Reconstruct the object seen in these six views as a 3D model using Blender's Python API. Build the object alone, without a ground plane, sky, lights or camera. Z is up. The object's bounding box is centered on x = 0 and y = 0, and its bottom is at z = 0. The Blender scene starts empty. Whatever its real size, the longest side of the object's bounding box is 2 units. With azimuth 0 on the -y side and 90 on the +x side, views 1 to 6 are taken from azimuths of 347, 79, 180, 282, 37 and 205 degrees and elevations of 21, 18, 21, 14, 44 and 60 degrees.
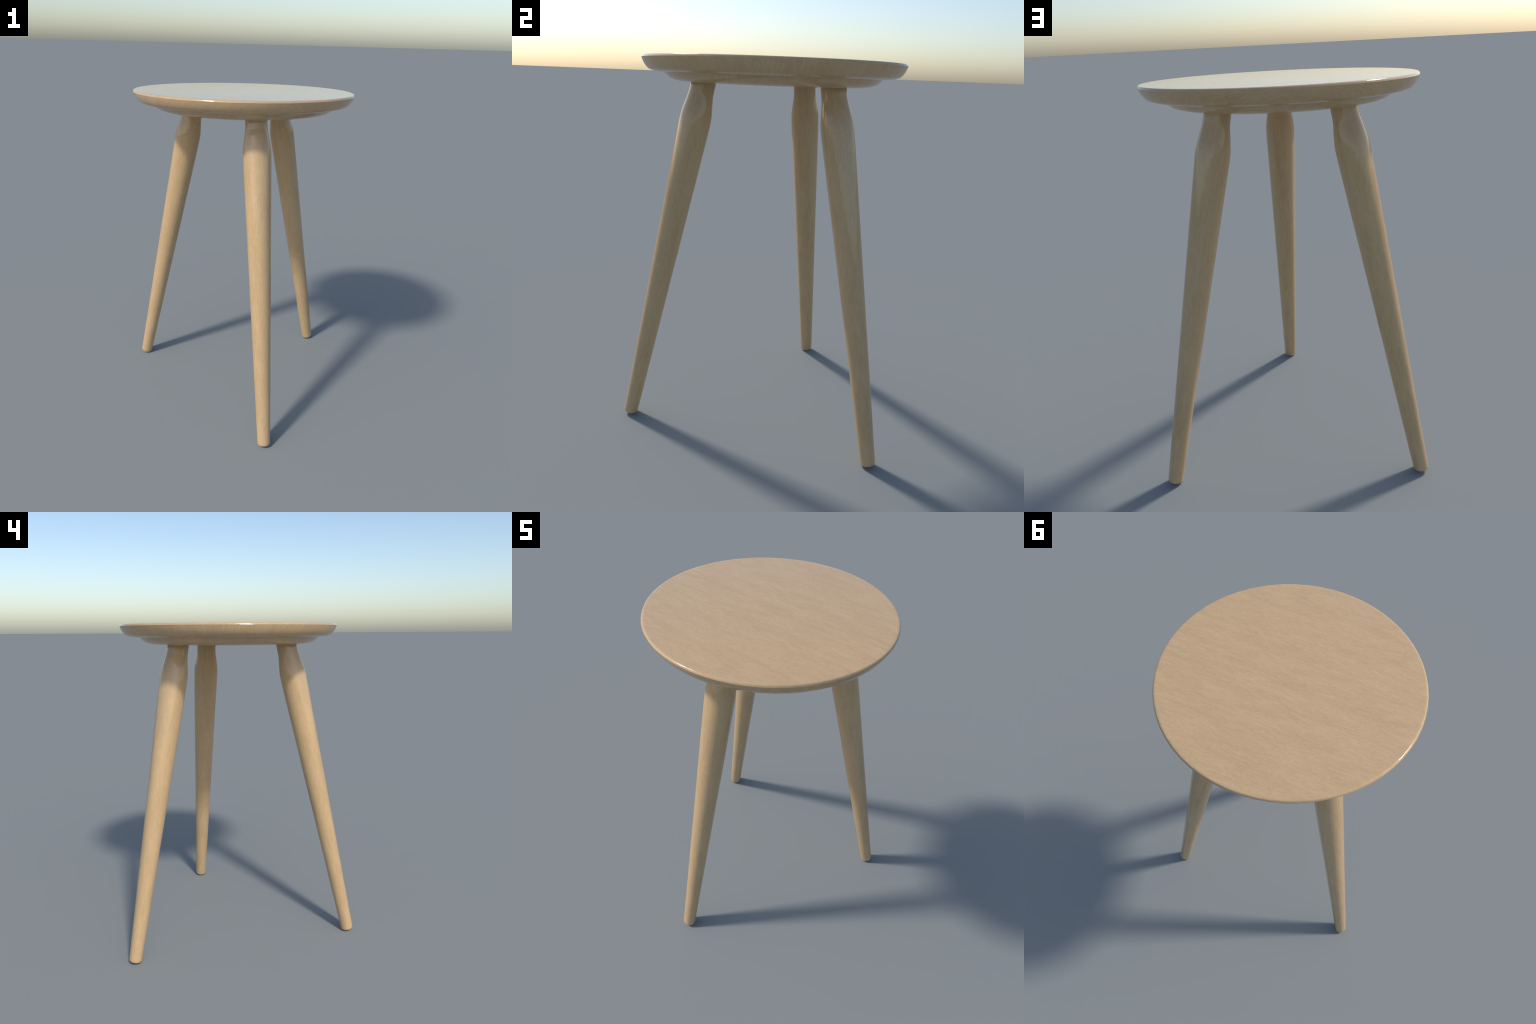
import bpy, bmesh, math
from mathutils import Vector, Matrix

# ------------------------------------------------------------------ sizes
TOP_CENTRE_Y = 0.0817          # the round top sits off the frame's centre: the lone leg reaches further out
TOP_SEGMENTS = 64

# half-profile of the thin dished top: (radius, height)
TOP_PROFILE = [
    (0.0, 2.000), (0.6440, 2.000), (0.6525, 1.9997), (0.6562, 1.9983), (0.6585, 1.9957), (0.6600, 1.9925),
    (0.6612, 1.9895), (0.6565, 1.9760), (0.6495, 1.9615), (0.6405, 1.9480), (0.6300, 1.9368),
    (0.6190, 1.9322), (0.6050, 1.9280), (0.5800, 1.9238), (0.5450, 1.9205), (0.5000, 1.9195), (0.0, 1.9195),
]
# half-profile of the smaller disc below it that takes the legs
PLATE_CENTRE_Y = 0.0785
PLATE_PROFILE = [
    (0.0, 1.9350), (0.5640, 1.9350), (0.5490, 1.9205), (0.5350, 1.9068), (0.5215, 1.8955), (0.5000, 1.8878),
    (0.4765, 1.8822), (0.4500, 1.8812), (0.4000, 1.8810), (0.0, 1.8810),
]

# turned leg: (distance up the leg axis, radius); the foot is cut square to the axis
LEG_PROFILE = [
    (0.0040, 0.0), (0.0040, 0.0325), (0.0052, 0.0352), (0.0085, 0.0376), (0.0130, 0.0390), (0.0200, 0.0395),
    (0.2000, 0.0437), (0.5000, 0.0508), (0.9000, 0.0605), (1.3000, 0.0705), (1.6500, 0.0792),
    (1.7150, 0.0803), (1.7420, 0.0797), (1.7650, 0.0777), (1.7950, 0.0732), (1.8300, 0.0672),
    (1.8520, 0.0638), (1.8640, 0.0627), (1.8850, 0.0622), (1.9300, 0.0620), (1.9500, 0.0620), (1.9500, 0.0),
]
LEG_SEGMENTS = 48
FOOT_LIFT = 0.0300 * math.sin(math.radians(12.8)) + 0.0008
# foot centre on the floor plan, and the point where the leg is thickest
LEGS = [
    ((0.0000, -0.7080), (0.0000, -0.3153, 1.7163)),
    ((-0.6532, 0.5303), (-0.3133, 0.3335, 1.7163)),
    ((0.6532, 0.5303), (0.3133, 0.3335, 1.7163)),
]


# ------------------------------------------------------------------ materials
def node(nt, kind, loc=(0, 0), **props):
    n = nt.nodes.new(kind)
    n.location = loc
    for k, v in props.items():
        setattr(n, k, v)
    return n


def ramp(nt, stops, fac):
    r = node(nt, "ShaderNodeValToRGB")
    e = r.color_ramp.elements
    while len(e) < len(stops):
        e.new(0.5)
    for el, (p, c) in zip(e, stops):
        el.position = p
        el.color = (*c, 1.0)
    nt.links.new(fac, r.inputs["Fac"])
    return r.outputs["Color"]


def grain_noise(nt, vec, scale, rot, freq, detail=4.0, rough=0.55, distort=0.0):
    """noise stretched along one axis: scale = per-axis stretch"""
    m = node(nt, "ShaderNodeMapping", vector_type="POINT")
    m.inputs["Rotation"].default_value = rot
    m2 = node(nt, "ShaderNodeMapping", vector_type="POINT")
    m2.inputs["Scale"].default_value = scale
    nt.links.new(vec, m.inputs["Vector"])
    nt.links.new(m.outputs["Vector"], m2.inputs["Vector"])
    n = node(nt, "ShaderNodeTexNoise")
    n.inputs["Scale"].default_value = freq
    n.inputs["Detail"].default_value = detail
    n.inputs["Roughness"].default_value = rough
    n.inputs["Distortion"].default_value = distort
    nt.links.new(m2.outputs["Vector"], n.inputs["Vector"])
    return n.outputs["Fac"]


def mix(nt, blend, fac, a, b):
    m = node(nt, "ShaderNodeMix", data_type="RGBA", blend_type=blend)
    if isinstance(fac, float):
        m.inputs[0].default_value = fac
    else:
        nt.links.new(fac, m.inputs[0])
    nt.links.new(a, m.inputs[6])
    if isinstance(b, tuple):
        m.inputs[7].default_value = (*b, 1.0)
    else:
        nt.links.new(b, m.inputs[7])
    return m.outputs[2]


def wood(name, light, dark, along, depth=1.0, strength=1.0, rough=0.07, bump_strength=0.05, fan=0.0, specular=0.5, pores=0.45, seed=(0, 0, 0)):
    """pale lacquered timber; grain runs along the axis `along` of Object space.
    depth < 1 lets the figure run down through the board, so it carries over the edge."""
    mat = bpy.data.materials.new(name)
    mat.use_nodes = True
    nt = mat.node_tree
    nt.nodes.clear()
    out = node(nt, "ShaderNodeOutputMaterial")
    bsdf = node(nt, "ShaderNodeBsdfPrincipled")
    nt.links.new(bsdf.outputs[0], out.inputs[0])
    tc = node(nt, "ShaderNodeTexCoord")
    off = node(nt, "ShaderNodeMapping")
    off.inputs["Location"].default_value = seed
    nt.links.new(tc.outputs["Object"], off.inputs["Vector"])
    vec = off.outputs["Vector"]
    if fan:
        # the figure draws in towards the middle as it runs down over the edge of the board
        xyz = node(nt, "ShaderNodeSeparateXYZ")
        nt.links.new(tc.outputs["Object"], xyz.inputs[0])
        k = node(nt, "ShaderNodeMath", operation="MULTIPLY_ADD")
        k.inputs[1].default_value = -fan
        k.inputs[2].default_value = 1.0 + 2.0 * fan
        nt.links.new(xyz.outputs["Z"], k.inputs[0])
        both = node(nt, "ShaderNodeCombineXYZ")
        nt.links.new(k.outputs[0], both.inputs["X"])
        nt.links.new(k.outputs[0], both.inputs["Y"])
        both.inputs["Z"].default_value = 1.0
        times = node(nt, "ShaderNodeVectorMath", operation="MULTIPLY")
        nt.links.new(off.outputs["Vector"], times.inputs[0])
        nt.links.new(both.outputs[0], times.inputs[1])
        vec = times.outputs[0]

    rot = (0, 0, 0)

    def st(s, l):
        v = [s, s, s * depth]
        v[along] = l
        return tuple(v)

    mid = tuple((a + b) / 2 for a, b in zip(light, dark))
    # broad year-ring bands, wavy
    bands = grain_noise(nt, vec, st(1.0, 0.22), rot, 16.0, 3.0, 0.6, 0.4)
    base = ramp(nt, [(0.38, dark), (0.48, mid), (0.60, light)], bands)
    # short darker streaks
    streak = grain_noise(nt, vec, st(1.0, 0.14), rot, 120.0, 4.0, 0.65, 0.3)
    s_col = ramp(nt, [(0.36, dark), (0.50, mid), (0.62, light)], streak)
    col = mix(nt, "MIX", 0.62 * strength, base, s_col)
    # fine pores and fibre
    fibre = grain_noise(nt, vec, st(1.0, 0.22), rot, 260.0, 2.0, 0.6, 0.2)
    f_col = ramp(nt, [(0.34, dark), (0.50, mid), (0.66, light)], fibre)
    col = mix(nt, "MIX", 0.38 * strength, col, f_col)
    # thin dark pore dashes, gathered in drifts
    pore = grain_noise(nt, vec, st(1.0, 0.16), rot, 190.0, 1.0, 0.5, 0.15)
    drift = grain_noise(nt, vec, st(1.0, 0.4), rot, 7.0, 2.0, 0.5)
    p_col = ramp(nt, [(0.30, (1 - 0.16 * pores, 1 - 0.18 * pores, 1 - 0.20 * pores)), (0.41, (1.0, 1.0, 1.0))], pore)
    d_fac = ramp(nt, [(0.38, (0.25, 0.25, 0.25)), (0.60, (1.0, 1.0, 1.0))], drift)
    col = mix(nt, "MULTIPLY", d_fac, col, p_col)
    nt.links.new(col, bsdf.inputs["Base Color"])

    rn = grain_noise(nt, vec, st(1.0, 0.3), rot, 14.0, 3.0, 0.5)
    mr = node(nt, "ShaderNodeMapRange")
    mr.inputs["From Min"].default_value = 0.3
    mr.inputs["From Max"].default_value = 0.7
    mr.inputs["To Min"].default_value = rough - 0.02
    mr.inputs["To Max"].default_value = rough + 0.03
    nt.links.new(rn, mr.inputs["Value"])
    nt.links.new(mr.outputs[0], bsdf.inputs["Roughness"])
    bsdf.inputs["IOR"].default_value = 1.5
    bsdf.inputs["Specular IOR Level"].default_value = specular

    bump = node(nt, "ShaderNodeBump")
    bump.inputs["Strength"].default_value = bump_strength
    bump.inputs["Distance"].default_value = 0.002
    nt.links.new(streak, bump.inputs["Height"])
    nt.links.new(bump.outputs[0], bsdf.inputs["Normal"])
    return mat


top_wood = wood("pale_wood_top", (0.580, 0.398, 0.221), (0.462, 0.310, 0.166), 0, depth=0.16, fan=2.2, bump_strength=0.26, rough=0.04)
disc_wood = wood("pale_wood_disc", (0.580, 0.398, 0.221), (0.462, 0.310, 0.166), 0, depth=0.16, fan=2.2, bump_strength=0.06, rough=0.03, specular=0.8, seed=(0, 0, 0.2))
leg_wood = wood("pale_wood_leg", (0.598, 0.410, 0.220), (0.478, 0.320, 0.166), 2, strength=0.9, rough=0.05, pores=0.2, seed=(3.1, 1.7, 0.4))


# ------------------------------------------------------------------ geometry
def lathe(name, profile, segments, turn=0.0):
    """solid of revolution about local z from (radius, height) pairs"""
    bm = bmesh.new()
    rings = []
    for r, z in profile:
        if r == 0.0:
            rings.append([bm.verts.new((0, 0, z))])
        else:
            rings.append([bm.verts.new((r * math.cos(turn + 2 * math.pi * i / segments),
                                        r * math.sin(turn + 2 * math.pi * i / segments), z))
                          for i in range(segments)])
    for a, b in zip(rings, rings[1:]):
        for i in range(segments):
            j = (i + 1) % segments
            if len(a) == 1:
                bm.faces.new((a[0], b[i], b[j]))
            elif len(b) == 1:
                bm.faces.new((a[j], a[i], b[0]))
            else:
                bm.faces.new((a[i], b[i], b[j], a[j]))
    bmesh.ops.recalc_face_normals(bm, faces=bm.faces)
    for f in bm.faces:
        f.smooth = True
    me = bpy.data.meshes.new(name)
    bm.to_mesh(me)
    bm.free()
    me.set_sharp_from_angle(angle=math.radians(36))
    return me


def add(name, me, mat, parent, matrix):
    if not me.materials:
        me.materials.append(mat)
    ob = bpy.data.objects.new(name, me)
    bpy.context.scene.collection.objects.link(ob)
    ob.parent = parent
    ob.matrix_local = matrix
    return ob


table = bpy.data.objects.new("side_table", None)
bpy.context.scene.collection.objects.link(table)
table["label"] = "round pale wooden side table on three splayed tapered legs"
table["category"] = "side table"

add("tabletop", lathe("tabletop", TOP_PROFILE, TOP_SEGMENTS), top_wood, table,
    Matrix.Translation((0.0025, TOP_CENTRE_Y, 0)))
add("support_disc", lathe("support_disc", PLATE_PROFILE, TOP_SEGMENTS), disc_wood, table,
    Matrix.Translation((0.0025, PLATE_CENTRE_Y, 0)))

leg_mesh = lathe("leg", [(r, s) for s, r in LEG_PROFILE], LEG_SEGMENTS)
for k, (foot, thick) in enumerate(LEGS):
    base = Vector((foot[0], foot[1], FOOT_LIFT))
    axis = (Vector(thick) - base).normalized()
    outward = Vector((-axis.x, -axis.y, 0)).normalized()
    side = axis.cross(outward).normalized()
    front = side.cross(axis)
    rot = Matrix((front, side, axis)).transposed().to_4x4()
    add("leg", leg_mesh, leg_wood, table, Matrix.Translation(base) @ rot)
